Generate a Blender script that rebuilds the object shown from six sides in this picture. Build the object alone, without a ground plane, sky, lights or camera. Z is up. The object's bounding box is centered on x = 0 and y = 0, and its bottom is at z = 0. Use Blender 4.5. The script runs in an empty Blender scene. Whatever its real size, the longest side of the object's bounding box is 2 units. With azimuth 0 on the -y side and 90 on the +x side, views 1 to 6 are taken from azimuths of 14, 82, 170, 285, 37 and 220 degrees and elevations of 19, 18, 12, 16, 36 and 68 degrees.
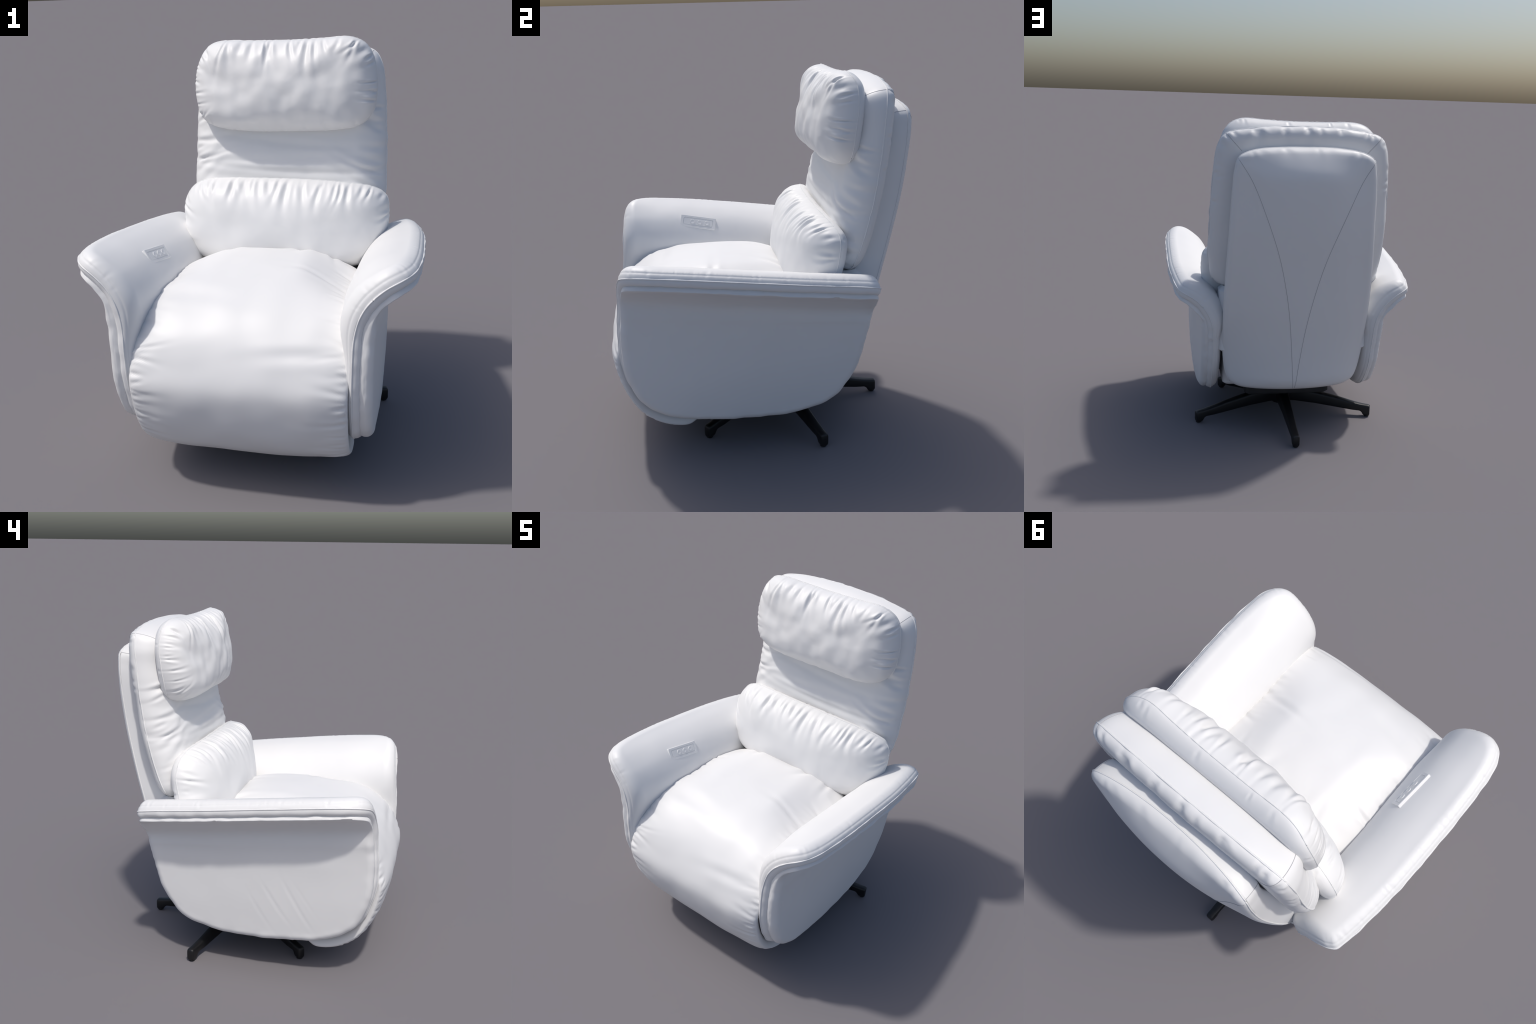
"""White leather swivel recliner, built part by part.

Every upholstered part is a "pillow": a closed outline in a flat (a, b) sheet, filled with
rings from its centre to its seam, puffed to a front and a back height, bent into place by a
mapping function and finally creased along its own surface normals."""
import bpy
import math
import numpy as np
from mathutils import Matrix, Vector

TAU = 2 * math.pi


# ------------------------------------------------------------------ small maths
def smooth(e0, e1, x):
    t = np.clip((x - e0) / (e1 - e0), 0, 1)
    return t * t * (3 - 2 * t)


def closed_spline(points, n):
    """Closed Catmull-Rom curve through the points, resampled at n even steps of length."""
    p = np.array(points, float)
    p0, p1, p2, p3 = np.roll(p, 1, 0), p, np.roll(p, -1, 0), np.roll(p, -2, 0)
    t = np.linspace(0, 1, 40, endpoint=False)[None, :, None]
    q = 0.5 * (2 * p1[:, None] + (p2 - p0)[:, None] * t + (2 * p0 - 5 * p1 + 4 * p2 - p3)[:, None] * t**2
               + (3 * p1 - p0 - 3 * p2 + p3)[:, None] * t**3)
    q = q.reshape(-1, p.shape[1])
    return resample(np.vstack([q, q[:1]]), n, closed=True)


def open_spline(points, n):
    p = np.array(points, float)
    p = np.vstack([2 * p[0] - p[1], p, 2 * p[-1] - p[-2]])
    p0, p1, p2, p3 = p[:-3], p[1:-2], p[2:-1], p[3:]
    t = np.linspace(0, 1, 40, endpoint=False)[None, :, None]
    q = 0.5 * (2 * p1[:, None] + (p2 - p0)[:, None] * t + (2 * p0 - 5 * p1 + 4 * p2 - p3)[:, None] * t**2
               + (3 * p1 - p0 - 3 * p2 + p3)[:, None] * t**3)
    q = np.vstack([q.reshape(-1, p.shape[1]), p[-2:-1]])
    return resample(q, n)


def resample(q, n, closed=False):
    seg = np.r_[0, np.cumsum(np.linalg.norm(np.diff(q, axis=0), axis=1))]
    u = np.linspace(0, seg[-1], n, endpoint=not closed)
    return np.stack([np.interp(u, seg, q[:, k]) for k in range(q.shape[1])], 1)


def superellipse(cx, cy, rx, ry, power, n=48):
    t = np.linspace(0, TAU, n, endpoint=False) - math.pi / 2
    c, s = np.cos(t), np.sin(t)
    return np.stack([cx + rx * np.sign(c) * np.abs(c) ** (2 / power), cy + ry * np.sign(s) * np.abs(s) ** (2 / power)], 1)


def perlin(x, y, seed):
    """Smooth 2D gradient noise, about -0.7..0.7."""
    rng = np.random.default_rng(seed)
    ang = rng.uniform(0, TAU, (64, 64))
    gx, gy = np.cos(ang), np.sin(ang)
    xi, yi = np.floor(x).astype(int), np.floor(y).astype(int)
    xf, yf = x - xi, y - yi
    u, v = xf**3 * (xf * (xf * 6 - 15) + 10), yf**3 * (yf * (yf * 6 - 15) + 10)

    def corner(i, j):
        k, m = (xi + i) % 64, (yi + j) % 64
        return gx[k, m] * (xf - i) + gy[k, m] * (yf - j)

    return (corner(0, 0) * (1 - u) + corner(1, 0) * u) * (1 - v) + (corner(0, 1) * (1 - u) + corner(1, 1) * u) * v


def lumps(x, y, scale, seed, octaves=2):
    out = 0
    for k in range(octaves):
        out = out + perlin(x / scale * 2**k + 7.3 * k, y / scale * 2**k + 3.1 * k, seed + k) / 2**k
    return out


def round_edge(d, radius, power=2.0):
    """0 at the seam, rising to 1 at `radius` inside it along a quarter round."""
    return (1 - (1 - np.clip(d / radius, 0, 1)) ** power) ** (1 / power)


def gathers(P, seed, count, where, length, width, depth, slant=0.35, lean=(0.0, 0.0)):
    """Folds that start at the seam and run inward: pinched valleys between soft ridges."""
    rng = np.random.default_rng(seed)
    out = np.zeros_like(P.a)
    allowed = [k for k in range(len(P.rim)) if where(P.rim[k, 0], P.rim[k, 1])]
    for i in range(count):
        k = allowed[int((i + 0.5 + rng.uniform(-1.0, 1.0)) / count * len(allowed)) % len(allowed)]
        ln, wd, dp, sl = rng.uniform(*length), rng.uniform(*width), depth[0] + (depth[1] - depth[0]) * rng.random() ** 1.4 * 1.25, rng.uniform(-slant, slant)
        curve = rng.uniform(-1, 1) * slant * 0.5
        tang = P.rim[(k + 3) % len(P.rim)] - P.rim[k - 3]
        tang = tang / np.linalg.norm(tang)
        inward = np.array([-tang[1], tang[0]]) + sl * tang + np.array(lean)
        inward /= np.linalg.norm(inward)
        da, db = P.a - P.rim[k, 0], P.b - P.rim[k, 1]
        u = da * inward[0] + db * inward[1]
        v = -da * inward[1] + db * inward[0] - curve * u * u / ln
        t = u / ln
        x = v / (wd * (0.7 + 0.8 * np.clip(t, 0, 1.5)))
        near = np.exp(-1.6 * t * t) * (0.15 + 0.85 * smooth(0, 0.25, t)) * (u > -0.05)
        out += dp * (x * x - 1) * np.exp(-0.5 * x * x) * near
    return out


def creases(P, strokes):
    """Free folds: (a, b, angle in degrees, length, width, depth)."""
    out = np.zeros_like(P.a)
    for a, b, ang, ln, wd, dp in strokes:
        c, s = math.cos(math.radians(ang)), math.sin(math.radians(ang))
        u, v = (P.a - a) * c + (P.b - b) * s, -(P.a - a) * s + (P.b - b) * c
        v = v - 0.06 * u * u / ln
        x = v / wd
        out += dp * (x * x - 1) * np.exp(-0.5 * x * x) * np.exp(-0.5 * (2 * u / ln) ** 2)
    return out


# ------------------------------------------------------------------ materials
def leather(name, colour, rough):
    m = bpy.data.materials.new(name)
    m.use_nodes = True
    n, l = m.node_tree.nodes, m.node_tree.links
    b = n["Principled BSDF"]
    co = n.new("ShaderNodeTexCoord")
    tone = n.new("ShaderNodeTexNoise")
    tone.inputs["Scale"].default_value = 3.0
    tone.inputs["Detail"].default_value = 3.0
    ramp = n.new("ShaderNodeValToRGB")
    ramp.color_ramp.elements[0].position, ramp.color_ramp.elements[1].position = 0.3, 0.7
    ramp.color_ramp.elements[0].color = (*(c * 0.985 for c in colour), 1)
    ramp.color_ramp.elements[1].color = (*colour, 1)
    grain = n.new("ShaderNodeTexVoronoi")
    grain.inputs["Scale"].default_value = 420.0
    bump = n.new("ShaderNodeBump")
    bump.inputs["Strength"].default_value = 0.03
    bump.inputs["Distance"].default_value = 0.001
    l.new(co.outputs["Object"], tone.inputs["Vector"])
    l.new(co.outputs["Object"], grain.inputs["Vector"])
    l.new(tone.outputs["Fac"], ramp.inputs["Fac"])
    l.new(ramp.outputs["Color"], b.inputs["Base Color"])
    l.new(grain.outputs["Distance"], bump.inputs["Height"])
    l.new(bump.outputs["Normal"], b.inputs["Normal"])
    b.inputs["Roughness"].default_value = rough
    b.inputs["Specular IOR Level"].default_value = 0.5
    return m


def plain(name, colour, rough, metallic=0.0):
    m = bpy.data.materials.new(name)
    m.use_nodes = True
    n, l = m.node_tree.nodes, m.node_tree.links
    b = n["Principled BSDF"]
    co = n.new("ShaderNodeTexCoord")
    noise = n.new("ShaderNodeTexNoise")
    noise.inputs["Scale"].default_value = 60.0
    ramp = n.new("ShaderNodeMapRange")
    ramp.inputs["To Min"].default_value, ramp.inputs["To Max"].default_value = rough - 0.05, rough + 0.05
    l.new(co.outputs["Object"], noise.inputs["Vector"])
    l.new(noise.outputs["Fac"], ramp.inputs["Value"])
    l.new(ramp.outputs["Result"], b.inputs["Roughness"])
    b.inputs["Base Color"].default_value = (*colour, 1)
    b.inputs["Metallic"].default_value = metallic
    return m


WHITE = leather("white_leather", (0.80, 0.80, 0.80), 0.47)
PIPING = leather("white_piping", (0.80, 0.80, 0.80), 0.47)
SEAM = plain("seam_groove_shadow_grey", (0.42, 0.42, 0.44), 0.7)  # white leather darkened to grey, painting the shadow inside the seam grooves
BLACK = plain("black_metal", (0.007, 0.007, 0.008), 0.45)
PLASTIC = plain("white_plastic", (0.80, 0.80, 0.80), 0.42)
DARK = plain("dark_underside_cloth", (0.03, 0.03, 0.032), 0.9)


# ------------------------------------------------------------------ object helpers
def add(name, mesh, parent, mat):
    ob = bpy.data.objects.new(name, mesh)
    bpy.context.scene.collection.objects.link(ob)
    if mat is not None:
        mesh.materials.append(mat)
    if parent is not None:
        ob.parent = parent
    return ob


def mesh_from(name, verts, faces, shade=True):
    me = bpy.data.meshes.new(name)
    me.from_pydata([tuple(v) for v in verts], [], faces)
    me.validate()
    if shade:
        me.polygons.foreach_set("use_smooth", [True] * len(me.polygons))
    return me


def grid_mesh(name, verts, quads, tris):
    me = bpy.data.meshes.new(name)
    nv, nq, nt = len(verts), len(quads), len(tris)
    me.vertices.add(nv)
    me.vertices.foreach_set("co", np.asarray(verts, np.float32).ravel())
    loops = np.r_[quads.ravel(), tris.ravel()].astype(np.int32)
    me.loops.add(len(loops))
    me.loops.foreach_set("vertex_index", loops)
    me.polygons.add(nq + nt)
    me.polygons.foreach_set("loop_start", np.r_[np.arange(nq) * 4, nq * 4 + np.arange(nt) * 3].astype(np.int32))
    me.update(calc_edges=True)
    me.polygons.foreach_set("use_smooth", np.ones(nq + nt, bool))
    return me


class Sheet:
    pass


def pillow(name, outline, centre, front, back, place, parent, crease=None, back_crease=None,
           n_theta=480, n_rho=90, mat=None, mirror=False, spread=1.0):
    """Build one upholstered part. front/back(P) give the height of the two faces over the
    seam sheet, place(a, b, w) bends the sheet into the chair."""
    rim = closed_spline(outline, n_theta)
    area = np.sum(rim[:, 0] * np.roll(rim[:, 1], -1) - rim[:, 1] * np.roll(rim[:, 0], -1))
    if area < 0:
        rim = rim[::-1]
    step = np.linalg.norm(np.roll(rim, -1, 0) - rim, axis=1)
    s = np.r_[0, np.cumsum(step)[:-1]]
    u = np.linspace(0, 1, n_rho + 1)[1:]
    rho = np.sin(u * math.pi / 2) ** spread
    c = np.array(centre)
    ab = c + rho[:, None, None] * (rim - c)[None]
    P = Sheet()
    P.a, P.b = ab[..., 0], ab[..., 1]
    P.rho = np.repeat(rho[:, None], n_theta, 1)
    P.s = np.repeat(s[None], n_rho, 0)
    P.rim, P.total = rim, step.sum()
    d = np.full(P.a.size, 9.0)
    flat = ab.reshape(-1, 2)
    r1 = np.roll(rim, -1, 0)
    for k in range(0, len(flat), 4000):
        p = flat[k:k + 4000, None]
        e = r1 - rim
        t = np.clip(((p - rim) * e).sum(-1) / (e * e).sum(-1), 0, 1)
        d[k:k + 4000] = np.sqrt((((p - rim) - t[..., None] * e) ** 2).sum(-1)).min(1)
    P.d = d.reshape(P.a.shape)
    P.d[-1] = 0

    wf, wb = front(P), -back(P)
    wf[-1] = wb[-1] = 0
    P0 = Sheet()
    P0.a, P0.b, P0.rho, P0.d = (np.array([[c[0]]]), np.array([[c[1]]]), np.zeros((1, 1)), P.d[:1, :1])
    P0.s, P0.rim, P0.total = np.zeros((1, 1)), rim, P.total
    apex = [place(P0.a, P0.b, front(P0)).reshape(-1, 3), place(P0.a, P0.b, -back(P0)).reshape(-1, 3)]
    vf = place(P.a, P.b, wf).reshape(-1, 3)
    vb = place(P.a[:-1], P.b[:-1], wb[:-1]).reshape(-1, 3)
    verts = np.vstack([vf, vb, *apex])
    nf, nb = len(vf), len(vb)
    idx_f = np.arange(nf).reshape(n_rho, n_theta)
    idx_b = np.vstack([nf + np.arange(nb).reshape(n_rho - 1, n_theta), idx_f[-1:]])

    def faces(idx, apex_i, flip):
        i0, i1 = idx[:-1], idx[1:]
        q = np.stack([i0, i1, np.roll(i1, -1, 1), np.roll(i0, -1, 1)], -1).reshape(-1, 4)
        t = np.stack([np.full(n_theta, apex_i), idx[0], np.roll(idx[0], -1)], -1)
        return (q[:, ::-1], t[:, ::-1]) if flip else (q, t)

    qf, tf = faces(idx_f, nf + nb, mirror)
    qb, tb = faces(idx_b, nf + nb + 1, not mirror)
    quads, tris = np.vstack([qf, qb]), np.vstack([tf, tb])
    me = grid_mesh(name, verts, quads, tris)
    # outward check by signed volume
    v = verts[quads]
    vol = np.einsum("ij,ij->i", v[:, 0], np.cross(v[:, 1], v[:, 2]) + np.cross(v[:, 2], v[:, 3])).sum()
    if vol < 0:
        bpy.data.meshes.remove(me)
        quads, tris = quads[:, ::-1], tris[:, ::-1]
        me = grid_mesh(name, verts, quads, tris)
    if crease is not None or back_crease is not None:
        nor = np.zeros(len(verts) * 3, np.float32)
        me.vertex_normals.foreach_get("vector", nor)
        nor = nor.reshape(-1, 3)
        disp = np.zeros(len(verts))
        if crease is not None:
            disp[:nf] = crease(P).ravel()
            disp[nf + nb] = disp[:n_theta].mean()
        if back_crease is not None:
            bc = back_crease(P)
            disp[nf:nf + nb] = bc[:-1].ravel()
            disp[nf + nb + 1] = bc[0].mean()
        verts = verts + nor * disp[:, None]
        me.vertices.foreach_set("co", verts.astype(np.float32).ravel())
        me.update()
    ob = add(name, me, parent, mat or WHITE)
    ob_rim[ob.name] = verts[idx_f[-1]]
    ob_grid[ob.name] = (rim, verts[idx_f], verts[idx_b])
    return ob


ob_rim, ob_grid = {}, {}


def rib(host, a, b, face, reach):
    """Line on the host's surface from its seam at (a, b) inward over the given length."""
    rim, *sides = ob_grid[host.name]
    k = int(np.argmin((rim[:, 0] - a) ** 2 + (rim[:, 1] - b) ** 2))
    line = sides[face][::-1, k]
    run = np.r_[0, np.cumsum(np.linalg.norm(np.diff(line, axis=0), axis=1))]
    return line[run <= reach]


def tube(name, pts, radius, parent, mat, closed=False, sides=6):
    """Round cord through the points: piping, and seam grooves whose shadow is drawn as a grey cord."""
    p = np.array(pts, float)
    n = len(p)
    tan = (np.roll(p, -1, 0) - np.roll(p, 1, 0)) if closed else np.gradient(p, axis=0)
    tan /= np.linalg.norm(tan, axis=1)[:, None] + 1e-9
    ref = np.array([0.31, 0.17, 0.93])
    ref = np.where(np.abs(tan @ ref)[:, None] > 0.9, np.array([[1.0, 0, 0]]), ref[None])
    e1 = np.cross(tan, ref)
    e1 /= np.linalg.norm(e1, axis=1)[:, None]
    e2 = np.cross(tan, e1)
    ang = np.linspace(0, TAU, sides, endpoint=False)
    v = p[:, None] + radius * (np.cos(ang)[None, :, None] * e1[:, None] + np.sin(ang)[None, :, None] * e2[:, None])
    idx = np.arange(n * sides).reshape(n, sides)
    nxt = np.roll(idx, -1, 0) if closed else idx[1:]
    cur = idx if closed else idx[:-1]
    q = np.stack([cur, nxt, np.roll(nxt, -1, 1), np.roll(cur, -1, 1)], -1).reshape(-1, 4)
    me = grid_mesh(name, v.reshape(-1, 3), q, np.zeros((0, 3), int))
    return add(name, me, parent, mat)


def lay(points, host, lift, direction):
    """Drop points along `direction` onto the host mesh (ray cast), lifted off by `lift`."""
    tree = host_tree(host)
    out = []
    dv = Vector(direction).normalized()
    for p in points:
        hit, nor, _, _ = tree.ray_cast(Vector(p) - dv * 1.0, dv)
        if hit is not None:
            out.append(hit + nor * lift)
    return np.array(out)


trees = {}


def host_tree(host):
    from mathutils.bvhtree import BVHTree
    if host.name not in trees:
        me = host.data
        trees[host.name] = BVHTree.FromPolygons([v.co for v in me.vertices], [p.vertices for p in me.polygons])
    return trees[host.name]


# ------------------------------------------------------------------ the chair
chair = bpy.data.objects.new("recliner_armchair", None)
bpy.context.scene.collection.objects.link(chair)
chair["label"] = "white leather swivel recliner armchair with pillows on black star base"
chair["category"] = "armchair"


def curve1d(xs, ys):
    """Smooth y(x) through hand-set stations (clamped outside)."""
    p = open_spline(np.stack([xs, ys], 1), 400)
    o = np.argsort(p[:, 0])
    return lambda x: np.interp(x, p[o, 0], p[o, 1])


# ---- back shell: the hard rear panel
shell_y = curve1d([0.30, 0.50, 0.70, 0.93, 1.11, 1.375, 1.62, 1.78, 1.86],
                  [0.500, 0.522, 0.556, 0.611, 0.657, 0.718, 0.755, 0.768, 0.768])
shell_outline = [(0, 0.305), (0.25, 0.315), (0.36, 0.338), (0.415, 0.395), (0.443, 0.55), (0.452, 0.84), (0.447, 1.1),
                 (0.437, 1.4), (0.43, 1.62), (0.42, 1.72), (0.395, 1.795), (0.30, 1.835), (0.15, 1.85), (0, 1.852),
                 (-0.15, 1.85), (-0.30, 1.835), (-0.388, 1.795), (-0.41, 1.72), (-0.42, 1.62), (-0.428, 1.4),
                 (-0.447, 1.1), (-0.452, 0.84), (-0.443, 0.55), (-0.415, 0.395), (-0.36, 0.338), (-0.25, 0.315)]
shell = pillow(
    "back_shell", shell_outline, (0, 1.1),
    lambda P: 0.022 * round_edge(P.d, 0.035) - 0.014 * np.exp(-((P.a + 0.28) ** 2 + (P.b - 1.69) ** 2) / 0.014)
    + (0.062 + 0.012 * smooth(1.2, 0.8, P.b)) * np.clip(1 - (P.a / 0.44) ** 2, 0, 1) * round_edge(P.d, 0.10 + 0.20 * smooth(0.6, 1.4, P.b)),
    lambda P: (0.085 + 0.05 * smooth(1.75, 1.4, P.b) * smooth(0.6, 0.95, P.b)) * round_edge(P.d, 0.025),
    lambda a, b, w: np.stack([a, shell_y(b) - 0.04 * (1 - (a / 0.42) ** 2) * smooth(1.66, 1.86, b) - 0.03 * (np.abs(a) / 0.44) ** 4 * smooth(0.9, 0.4, b) + w, b], -1),
    chair,
    crease=lambda P: 0.0035 * lumps(P.a, P.b, 0.35, 5) * smooth(1.2, 1.7, P.b)
    + gathers(P, 8, 10, lambda a, b: b > 1.76, (0.03, 0.10), (0.012, 0.03), (0.001, 0.003)),
    n_rho=70)

# ---- back cushion
cushion_y = curve1d([0.93, 1.03, 1.156, 1.35, 1.5, 1.615, 1.784, 1.9, 1.98],
                    [0.435, 0.465, 0.503, 0.553, 0.580, 0.598, 0.618, 0.632, 0.640])
cushion_outline = [(0, 0.96), (0.25, 0.965), (0.43, 0.975), (0.515, 1.03), (0.545, 1.16), (0.546, 1.38), (0.538, 1.56),
                   (0.526, 1.75), (0.507, 1.85), (0.460, 1.915), (0.34, 1.945), (0.18, 1.962), (0, 1.965),
                   (-0.18, 1.962), (-0.34, 1.945), (-0.455, 1.915), (-0.500, 1.85), (-0.518, 1.75), (-0.530, 1.56),
                   (-0.538, 1.38), (-0.538, 1.16), (-0.512, 1.03), (-0.43, 0.975), (-0.25, 0.965)]
cushion = pillow(
    "back_cushion", cushion_outline, (0, 1.42),
    lambda P: 0.135 * round_edge(P.d, 0.16 - 0.07 * smooth(1.72, 1.9, P.b), 1.8) + 0.01 * (1 - P.rho**2) + 0.028 * np.exp(-((P.b - 1.34) / 0.10) ** 2) * smooth(0.52, 0.25, np.abs(P.a)),
    lambda P: 0.055 * round_edge(P.d, 0.07),
    lambda a, b, w: np.stack([a, cushion_y(b) + 0.012 * (1 - (a / 0.52) ** 2) * smooth(1.5, 1.95, b) - w, b], -1),
    chair,
    crease=lambda P: 0.004 * lumps(P.a, P.b * 2, 0.3, 11)
    + gathers(P, 12, 26, lambda a, b: abs(a) > 0.5 and 1.0 < b < 1.62, (0.10, 0.32), (0.010, 0.022), (0.003, 0.008), 0.3, (0.0, 0.45))
    + creases(P, [(-0.1, 1.36, 2, 0.9, 0.022, 0.004), (0.05, 1.30, -2, 0.9, 0.018, 0.004), (0.1, 1.44, -4, 0.7, 0.02, 0.003)]),
    back_crease=lambda P: 0.005 * lumps(P.a, P.b, 0.18, 21) * smooth(0.2, 0.02, P.d)
    + gathers(P, 22, 24, lambda a, b: b > 1.5, (0.03, 0.09), (0.010, 0.025), (0.002, 0.006)))

# ---- headrest pillow
head_y = curve1d([1.48, 1.56, 1.66, 1.75, 1.83, 1.92, 1.97, 2.02], [0.452, 0.458, 0.466, 0.476, 0.487, 0.490, 0.478, 0.450])
head_outline = [(0, 1.508), (0.17, 1.512), (0.30, 1.52), (0.41, 1.545), (0.478, 1.615), (0.497, 1.71), (0.493, 1.81),
                (0.468, 1.91), (0.42, 1.972), (0.34, 2.000), (0.22, 1.994), (0.05, 1.987), (-0.15, 1.987), (-0.34, 1.988),
                (-0.43, 1.95), (-0.480, 1.87), (-0.497, 1.78), (-0.492, 1.68), (-0.46, 1.585), (-0.37, 1.53), (-0.18, 1.508)]
head = pillow(
    "headrest_pillow", head_outline, (0, 1.76),
    lambda P: (0.184 - 0.03 * (P.b - 1.75)) * np.clip(1 - P.rho ** (2.1 + 1.9 * (P.a / 0.48) ** 2 + 0.2 * smooth(1.75, 1.55, P.b)), 0, 1) ** 0.52,
    lambda P: 0.043 * round_edge(P.d, 0.06),
    lambda a, b, w: np.stack([a, head_y(b) - w, b], -1),
    chair,
    crease=lambda P: (0.016 * lumps(P.a, P.b, 0.17, 31) + 0.002 * lumps(P.a, P.b, 0.07, 35, 1)) * smooth(0, 0.08, P.d)
    + gathers(P, 33, 19, lambda a, b: b > 1.93, (0.05, 0.17), (0.008, 0.020), (0.004, 0.009), 0.45)
    + gathers(P, 34, 15, lambda a, b: abs(a) > 0.44, (0.03, 0.09), (0.005, 0.010), (0.003, 0.007), 0.15)
    + gathers(P, 36, 10, lambda a, b: b < 1.56, (0.03, 0.08), (0.008, 0.02), (0.002, 0.005), 0.3),
    back_crease=lambda P: gathers(P, 37, 14, lambda a, b: True, (0.02, 0.05), (0.006, 0.015), (0.002, 0.004), 0.3))

# ---- lumbar pillow
lumbar_outline = [(0, 0.81), (0.25, 0.81), (0.44, 0.82), (0.535, 0.885), (0.567, 0.99), (0.577, 1.09), (0.56, 1.18), (0.485, 1.23),
                  (0.33, 1.257), (0.15, 1.27), (-0.05, 1.273), (-0.25, 1.27), (-0.40, 1.258), (-0.50, 1.22),
                  (-0.56, 1.14), (-0.565, 1.03), (-0.55, 0.92), (-0.47, 0.835), (-0.25, 0.81)]
lumbar = pillow(
    "lumbar_pillow", lumbar_outline, (0, 1.05),
    lambda P: 0.158 * np.clip(1 - P.rho ** (2.3 + 3.4 * (P.a / 0.53) ** 2), 0, 1) ** 0.55,
    lambda P: 0.07 * round_edge(P.d, 0.09),
    lambda a, b, w: np.stack([a, 0.285 + 0.035 * (b - 1.05) / 0.22 + 0.065 * (np.abs(a) / 0.53) ** 2.5 - w, b], -1),
    chair,
    crease=lambda P: 0.008 * lumps(P.a, P.b, 0.2, 41) * smooth(0, 0.1, P.d)
    + gathers(P, 43, 30, lambda a, b: b > 1.22, (0.05, 0.15), (0.008, 0.018), (0.004, 0.010), 0.35)
    + gathers(P, 44, 12, lambda a, b: abs(a) > 0.47, (0.03, 0.10), (0.008, 0.018), (0.003, 0.008), 0.3),
    back_crease=lambda P: gathers(P, 45, 20, lambda a, b: True, (0.02, 0.06), (0.008, 0.02), (0.002, 0.005), 0.3))

# ---- seat cushion: a waterfall roll that follows a profile from under the lumbar pillow to under the knees


def seat_in(b):
    """How far the side seam lies under the crown: deep on the seat, shallow under the knees."""
    return 0.13 - 0.085 * smooth(0.75, 1.35, b)


seat_top = open_spline([(0.34, 0.68), (0.29, 0.79), (0.20, 0.893), (0.08, 0.955), (-0.06, 0.980), (-0.20, 0.986), (-0.35, 0.973), (-0.50, 0.935),
                        (-0.63, 0.874), (-0.737, 0.782), (-0.80, 0.68), (-0.834, 0.575), (-0.814, 0.45), (-0.770, 0.328), (-0.695, 0.220),
                        (-0.582, 0.147), (-0.46, 0.122), (-0.385, 0.146), (-0.34, 0.20)], 400)
t_ = np.gradient(seat_top, axis=0)
t_ /= np.linalg.norm(t_, axis=1)[:, None]
seat_nor = np.stack([t_[:, 1], -t_[:, 0]], 1)          # points out of the chair
if seat_nor[100, 1] < 0:
    seat_nor = -seat_nor
seat_len = np.r_[0, np.cumsum(np.linalg.norm(np.diff(seat_top, axis=0), axis=1))]
SEAT_L = seat_len[-1]


def seat_place(a, b, w):
    q = [np.interp(b, seat_len, seat_top[:, k]) for k in (0, 1)]
    n = [np.interp(b, seat_len, seat_nor[:, k]) for k in (0, 1)]
    return np.stack([a, q[0] + n[0] * (w - seat_in(b)), q[1] + n[1] * (w - seat_in(b))], -1)


L_ = SEAT_L
seat_outline = [(0, 0.0), (0.30, 0.0), (0.42, 0.03), (0.47, 0.15), (0.475, 0.5), (0.475, 0.8), (0.485, 1.0), (0.495, 1.15), (0.495, 1.4),
                (0.49, L_ - 0.25), (0.48, L_ - 0.08), (0.44, L_ - 0.01), (0.30, L_), (0, L_), (-0.30, L_), (-0.44, L_ - 0.01),
                (-0.48, L_ - 0.08), (-0.49, L_ - 0.25), (-0.495, 1.4), (-0.495, 1.15), (-0.485, 1.0), (-0.475, 0.8), (-0.475, 0.5),
                (-0.47, 0.15), (-0.42, 0.03), (-0.30, 0.0)]
seat = pillow(
    "seat_cushion", seat_outline, (0, L_ * 0.5),
    lambda P: seat_in(P.b) * (0.45 * round_edge(P.d, 0.18) + 0.55 * round_edge(P.d, 0.48)) - 0.035 * smooth(0.18, 0.42, np.abs(P.a)) * smooth(0.98, 0.70, P.b) * smooth(0.15, 0.40, P.b) * round_edge(P.d, 0.03)
    - 0.022 * smooth(0.2, 0.42, P.a) * smooth(1.05, 0.8, P.b) * smooth(0.4, 0.6, P.b) * round_edge(P.d, 0.03),
    lambda P: 0.06 * round_edge(P.d, 0.08),
    seat_place, chair,
    crease=lambda P: 0.008 * lumps(P.a, P.b, 0.3, 51) * smooth(0, 0.15, P.d)
    + gathers(P, 53, 75, lambda a, b: abs(a) > 0.43 and 0.5 < b < L_ - 0.3, (0.04, 0.16), (0.007, 0.018), (0.002, 0.006), 0.3)
    + gathers(P, 57, 46, lambda a, b: abs(a) > 0.43 and 0.6 < b < 1.5, (0.03, 0.08), (0.006, 0.012), (0.002, 0.0045), 0.2)
    + gathers(P, 54, 40, lambda a, b: abs(a) > 0.47 and b > 1.1, (0.03, 0.07), (0.004, 0.008), (0.0006, 0.0018), 0.2)
    + creases(P, [(0.33, 0.75, 10, 0.3, 0.02, 0.005), (-0.25, 1.0, 6, 0.35, 0.05, 0.005), (0.3, 1.3, -4, 0.35, 0.03, 0.004),
                   (0.17, 0.26, 100, 0.22, 0.03, 0.012), (-0.24, 0.26, 80, 0.22, 0.03, 0.010), (0.30, 0.30, 75, 0.2, 0.02, 0.006)]),
    n_theta=640, n_rho=90)

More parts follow.
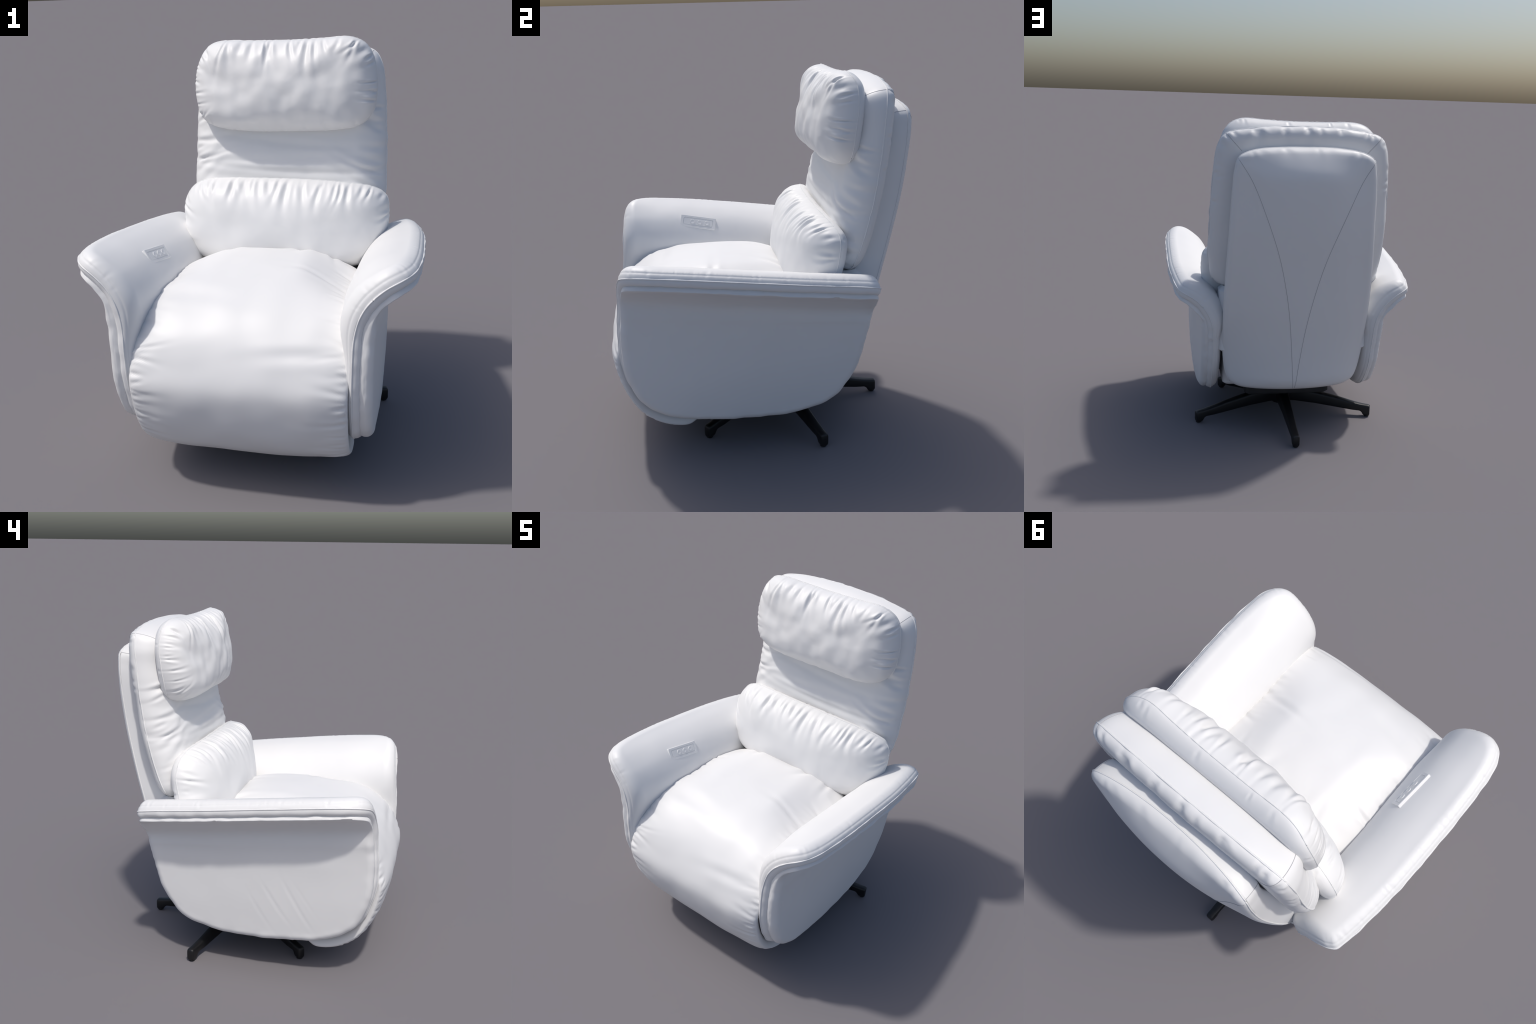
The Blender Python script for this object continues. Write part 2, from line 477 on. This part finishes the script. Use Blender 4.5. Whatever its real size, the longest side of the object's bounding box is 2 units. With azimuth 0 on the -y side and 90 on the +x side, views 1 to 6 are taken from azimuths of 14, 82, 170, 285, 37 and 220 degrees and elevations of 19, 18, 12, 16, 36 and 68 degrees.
# ---- arms: an inner padded slab and an outer panel that both flare outward at the top
arm_path = open_spline([(0.500, 0.10), (0.502, 0.20), (0.508, 0.45), (0.510, 0.70), (0.520, 0.87), (0.562, 0.985), (0.645, 1.070),
                        (0.755, 1.124), (0.86, 1.165)], 400)
ta = np.gradient(arm_path, axis=0)
ta /= np.linalg.norm(ta, axis=1)[:, None]
arm_nor = np.stack([ta[:, 1], -ta[:, 0]], 1)            # outward (+x) at the straight part
arm_s = np.r_[0, np.cumsum(np.linalg.norm(np.diff(arm_path, axis=0), axis=1))] - 0.10


def arm_place(side, offset, taper=0.0):
    def place(a, b, w):
        q = [np.interp(b, arm_s, arm_path[:, k]) for k in (0, 1)]
        n = [np.interp(b, arm_s, arm_nor[:, k]) for k in (0, 1)]
        w = w + offset
        drop = -0.15 * (a + 0.72) / 1.25 * smooth(0.25, 0.80, b)
        bow = -0.018 * smooth(0.1, 0.6, a) * smooth(0.5, 1.0, b) - taper * smooth(-0.2, 0.5, a) * smooth(0.9, 0.7, b)
        return np.stack([side * (q[0] + n[0] * w + bow), a, q[1] + n[1] * w + drop], -1)
    return place


arm_outline = [(-0.33, 0.012), (-0.1, 0.0), (0.13, 0.005), (0.33, 0.06), (0.435, 0.16), (0.495, 0.27), (0.523, 0.39), (0.552, 0.58),
               (0.568, 0.75), (0.570, 0.90), (0.555, 0.99), (0.49, 1.028), (0.2, 1.053), (-0.2, 1.063), (-0.49, 1.057), (-0.65, 1.030),
               (-0.732, 0.96), (-0.757, 0.83), (-0.770, 0.65), (-0.780, 0.47), (-0.757, 0.295), (-0.68, 0.14), (-0.53, 0.05)]


def inset(outline, dist):
    p = np.array(outline)
    t = np.roll(p, -1, 0) - np.roll(p, 1, 0)
    t /= np.linalg.norm(t, axis=1)[:, None]
    return p + dist * np.stack([-t[:, 1], t[:, 0]], 1)


arms = {}
for side in (1, -1):
    arm = bpy.data.objects.new("armrest", None)
    bpy.context.scene.collection.objects.link(arm)
    arm.parent = chair
    k = 60 if side > 0 else 70

    def pad_crease(P, k=k):
        stitch = np.exp(-((P.d - 0.0075) / 0.0022) ** 2)
        return (0.003 * lumps(P.a, P.b, 0.25, k) - 0.0022 * stitch
                + 0.0012 * np.exp(-((P.d - 0.014) / 0.004) ** 2) * np.sin(P.s * 420) * smooth(0.6, 0.8, P.b)
                + gathers(P, k + 1, 40, lambda a, b: b > 0.75, (0.02, 0.05), (0.004, 0.010), (0.0008, 0.002), 0.3))

    pad = pillow(
        "arm_pad", arm_outline, (-0.1, 0.55),
        lambda P: 0.032 * round_edge(P.d, 0.022),
        lambda P: (0.055 - 0.018 * smooth(-0.4, -0.7, P.a) * smooth(1.0, 0.85, P.b) + 0.043 * smooth(0.5, 0.75, P.b) - 0.038 * smooth(0.82, 1.05, P.b)) * round_edge(P.d, 0.085 - 0.03 * smooth(0.8, 1.0, P.b), 2.0),
        arm_place(side, 0.0), arm, back_crease=pad_crease,
        crease=lambda P, k=k: 0.006 * lumps(P.s, P.d, 0.11, k + 4) * smooth(0.08, 0.0, P.d),
        mirror=side < 0, n_rho=80, n_theta=560)
    panel = pillow(
        "arm_outer_panel", inset(arm_outline, 0.013) - np.array([0, 0.012]) * (np.array(arm_outline)[:, 1:] > 0.9), (-0.1, 0.55),
        lambda P: (0.032 - 0.024 * smooth(0.66, 0.80, P.b)) * round_edge(P.d, 0.04) + 0.010 * smooth(0.85, 0.5, P.b) * (1 - P.rho**2.5),
        lambda P: 0.035 * round_edge(P.d, 0.022),
        arm_place(side, 0.054, 0.017), arm,
        crease=lambda P, k=k: 0.002 * lumps(P.a, P.b, 0.3, k + 7)
        + 0.006 * lumps(P.s, P.d, 0.12, k + 8) * smooth(0.07, 0.0, P.d)
        + (creases(P, [(-0.13, 0.20, 58, 0.20, 0.012, 0.0004), (-0.22, 0.26, 57, 0.20, 0.012, 0.0006), (-0.34, 0.27, 60, 0.24, 0.012, 0.0007), (-0.38, 0.32, 57, 0.22, 0.010, 0.0003)]) if k == 70 else 0),
        back_crease=lambda P, k=k: 0.003 * lumps(P.s, P.d, 0.08, k + 9) * smooth(0.08, 0.0, P.d),
        mirror=side < 0, n_rho=80, n_theta=560)
    tube("arm_piping", ob_rim[pad.name], 0.004, arm, PIPING, closed=True)
    arms[side] = (arm, pad, panel)

# ---- control plate with three buttons, on the inner face of the -x arm
c1, c2, c4 = Vector((-0.545, -0.40, 1.07)), Vector((-0.526, -0.182, 1.032)), Vector((-0.503, -0.40, 1.006))
ux = (c2 - c1).normalized()
uz = ux.cross(c4 - c1).normalized()
if uz.x < 0:
    uz = -uz
uy = uz.cross(ux).normalized()
mid = c1 + (c2 - c1) * 0.5 + (c4 - c1) * 0.5
PW, PH = (c2 - c1).length, (c4 - c1).length
offs = []
for fu, fv in ((0, 0), (0.45, 0.4), (-0.45, 0.4), (0.45, -0.4), (-0.45, -0.4)):
    o = mid + ux * PW * fu + uy * PH * fv
    hit = host_tree(arms[-1][1]).ray_cast(o + uz * 0.15, -uz)[0]
    if hit is not None:
        offs.append((hit - o).dot(uz))
mid = mid + uz * (0.6 * max(offs) + 0.4 * sum(offs) / len(offs))
frame = Matrix((ux, uy, uz)).transposed().to_4x4()
frame.translation = mid


def rounded_rect(w, h, r, n=8):
    pts = []
    for cx, cy, a0 in ((w / 2 - r, h / 2 - r, 0), (-w / 2 + r, h / 2 - r, 90), (-w / 2 + r, -h / 2 + r, 180), (w / 2 - r, -h / 2 + r, 270)):
        for k in range(n):
            a = math.radians(a0 + 90 * k / (n - 1))
            pts.append((cx + r * math.cos(a), cy + r * math.sin(a)))
    return np.array(pts)


def stack_loops(name, loops, matrix, parent, mat, bend=None):
    """Skin between equal-count loops [(pts2d, height)], closing first and last with a fan."""
    n = len(loops[0][0])
    v = np.vstack([np.c_[p, np.full(n, h)] for p, h in loops])
    faces = []
    for k in range(len(loops) - 1):
        for i in range(n):
            j = (i + 1) % n
            faces.append((k * n + i, k * n + j, (k + 1) * n + j, (k + 1) * n + i))
    faces.append(tuple(range(n))[::-1])
    faces.append(tuple((len(loops) - 1) * n + i for i in range(n)))
    v = np.array([matrix @ Vector(x) for x in v])
    me = mesh_from(name, v, faces)
    ob = add(name, me, parent, mat)
    me.set_sharp_from_angle(angle=math.radians(35))
    return ob


def rr(w, h, r):
    return rounded_rect(w, h, r)


plate = stack_loops("control_plate", [
    (rr(PW, PH, 0.003), -0.03), (rr(PW, PH, 0.003), 0.001), (rr(PW - 0.003, PH - 0.003, 0.003), 0.003),
    (rr(PW - 0.032, PH - 0.026, 0.008), 0.003), (rr(PW - 0.034, PH - 0.028, 0.008), 0.0005),
    (rr(PW - 0.040, PH - 0.034, 0.008), 0.0005), (rr(PW - 0.042, PH - 0.036, 0.008), 0.0025)], frame, arms[-1][0], PLASTIC)
for k in range(3):
    x = 0.010 + (k - 1) * 0.046
    m = frame @ Matrix.Translation((x, 0, 0))
    r = 0.0145
    circ = lambda q: rounded_rect(2 * q, 2 * q, q * 0.999)
    stack_loops("button", [(circ(r), 0.0), (circ(r), 0.0045), (circ(r * 0.9), 0.0058), (circ(r * 0.75), 0.0058), (circ(r * 0.55), 0.0045)],
                m, arms[-1][0], PLASTIC)

# ---- seams on the shell: two curves that sweep from the top corners to one point below
for side in (1, -1):
    ctrl = [(0.402, 1.785), (0.32, 1.655), (0.24, 1.47), (0.15, 1.225), (0.092, 1.00), (0.052, 0.775), (0.024, 0.53), (0.004, 0.315)]
    pts = open_spline([(side * x, z) for x, z in ctrl], 120)
    on = lay([(x, 2.0, z) for x, z in pts], shell, 0.0003, (0, -1, 0))
    tube("back_seam", on, 0.0013, shell, SEAM)
for side in (1, -1):
    for face, reach in ((0, 0.17), (1, 0.16)):
        tube("corner_seam", rib(cushion, side * 0.458, 1.915, face, reach), 0.0014, cushion, SEAM)
    tube("corner_seam", rib(shell, side * 0.392, 1.795, 1, 0.10), 0.0014, shell, SEAM)
tube("shell_piping", ob_rim[shell.name], 0.0035, shell, PIPING, closed=True)
tube("cushion_piping", ob_rim[cushion.name], 0.004, cushion, PIPING, closed=True)
tube("headrest_piping", ob_rim[head.name], 0.003, head, PIPING, closed=True)
tube("lumbar_piping", ob_rim[lumbar.name], 0.003, lumbar, PIPING, closed=True)

# ---- frame under the seat
def box(name, lo, hi, parent, mat, r=0.03):
    w, h = hi[0] - lo[0], hi[1] - lo[1]
    m = Matrix.Translation(((hi[0] + lo[0]) / 2, (hi[1] + lo[1]) / 2, 0))
    return stack_loops(name, [(rr(w - r, h - r, r), lo[2]), (rr(w, h, r), lo[2] + r / 2), (rr(w, h, r), hi[2] - r / 2), (rr(w - r, h - r, r), hi[2])], m, parent, mat)


box("seat_frame", (-0.43, -0.36, 0.29), (0.43, 0.38, 0.80), chair, WHITE)
box("back_frame", (-0.475, 0.36, 0.55), (0.475, 0.53, 0.975), chair, WHITE, 0.05)
box("mechanism_plate", (-0.28, -0.20, 0.205), (0.28, 0.36, 0.31), chair, DARK)

# ---- star base
base = bpy.data.objects.new("swivel_base", None)
bpy.context.scene.collection.objects.link(base)
base.parent = chair
HUB = (0.0, 0.115)


def ring(r):
    t = np.linspace(0, TAU, 32, endpoint=False)
    return np.stack([r * np.cos(t), r * np.sin(t)], 1)


stack_loops("hub", [(ring(0.050), 0.060), (ring(0.065), 0.068), (ring(0.075), 0.10), (ring(0.078), 0.165), (ring(0.07), 0.178), (ring(0.05), 0.182),
                    (ring(0.05), 0.25)], Matrix.Translation((*HUB, 0)), base, BLACK)
for fx, fy in ((0.0, 0.717), (0.575, 0.287), (0.369, -0.328), (-0.369, -0.328), (-0.575, 0.287)):
    d = np.array([fx - HUB[0], fy - HUB[1]])
    reach = np.linalg.norm(d)
    d /= reach
    n = np.array([-d[1], d[0]])
    # stations: distance, top, bottom, half width
    R = reach
    st = resample(np.array([
        (0.02, 0.178, 0.076, 0.046), (0.10, 0.173, 0.078, 0.038), (0.25, 0.151, 0.067, 0.030), (0.40, 0.121, 0.050, 0.026),
        (R - 0.10, 0.096, 0.039, 0.024), (R - 0.048, 0.086, 0.037, 0.023), (R - 0.034, 0.084, 0.028, 0.023), (R - 0.024, 0.083, 0.010, 0.023),
        (R - 0.016, 0.082, 0.006, 0.023), (R + 0.012, 0.079, 0.006, 0.023), (R + 0.018, 0.077, 0.008, 0.021), (R + 0.021, 0.072, 0.014, 0.018)]), 90)
    loops, m = [], 24
    for x, top, bot, hw in st:
        sec = superellipse(0, 0, 1, 1, 4.5, m)
        c = np.array([HUB[0], HUB[1]]) + d * x
        pts = [(c[0] + n[0] * hw * p, c[1] + n[1] * hw * p, (top + bot) / 2 + (top - bot) / 2 * q) for p, q in sec]
        loops.append(pts)
    v = np.array(loops).reshape(-1, 3)
    faces = []
    for i in range(len(loops) - 1):
        for j in range(m):
            faces.append((i * m + j, i * m + (j + 1) % m, (i + 1) * m + (j + 1) % m, (i + 1) * m + j))
    faces += [tuple(range(m))[::-1], tuple((len(loops) - 1) * m + j for j in range(m))]
    leg = add("base_leg", mesh_from("base_leg", v, faces), base, BLACK)
    leg.data.set_sharp_from_angle(angle=math.radians(50))
    stack_loops("glide", [(ring(0.015), 0.0), (ring(0.019), 0.004), (ring(0.020), 0.02)], Matrix.Translation((fx, fy, 0)), base, BLACK)
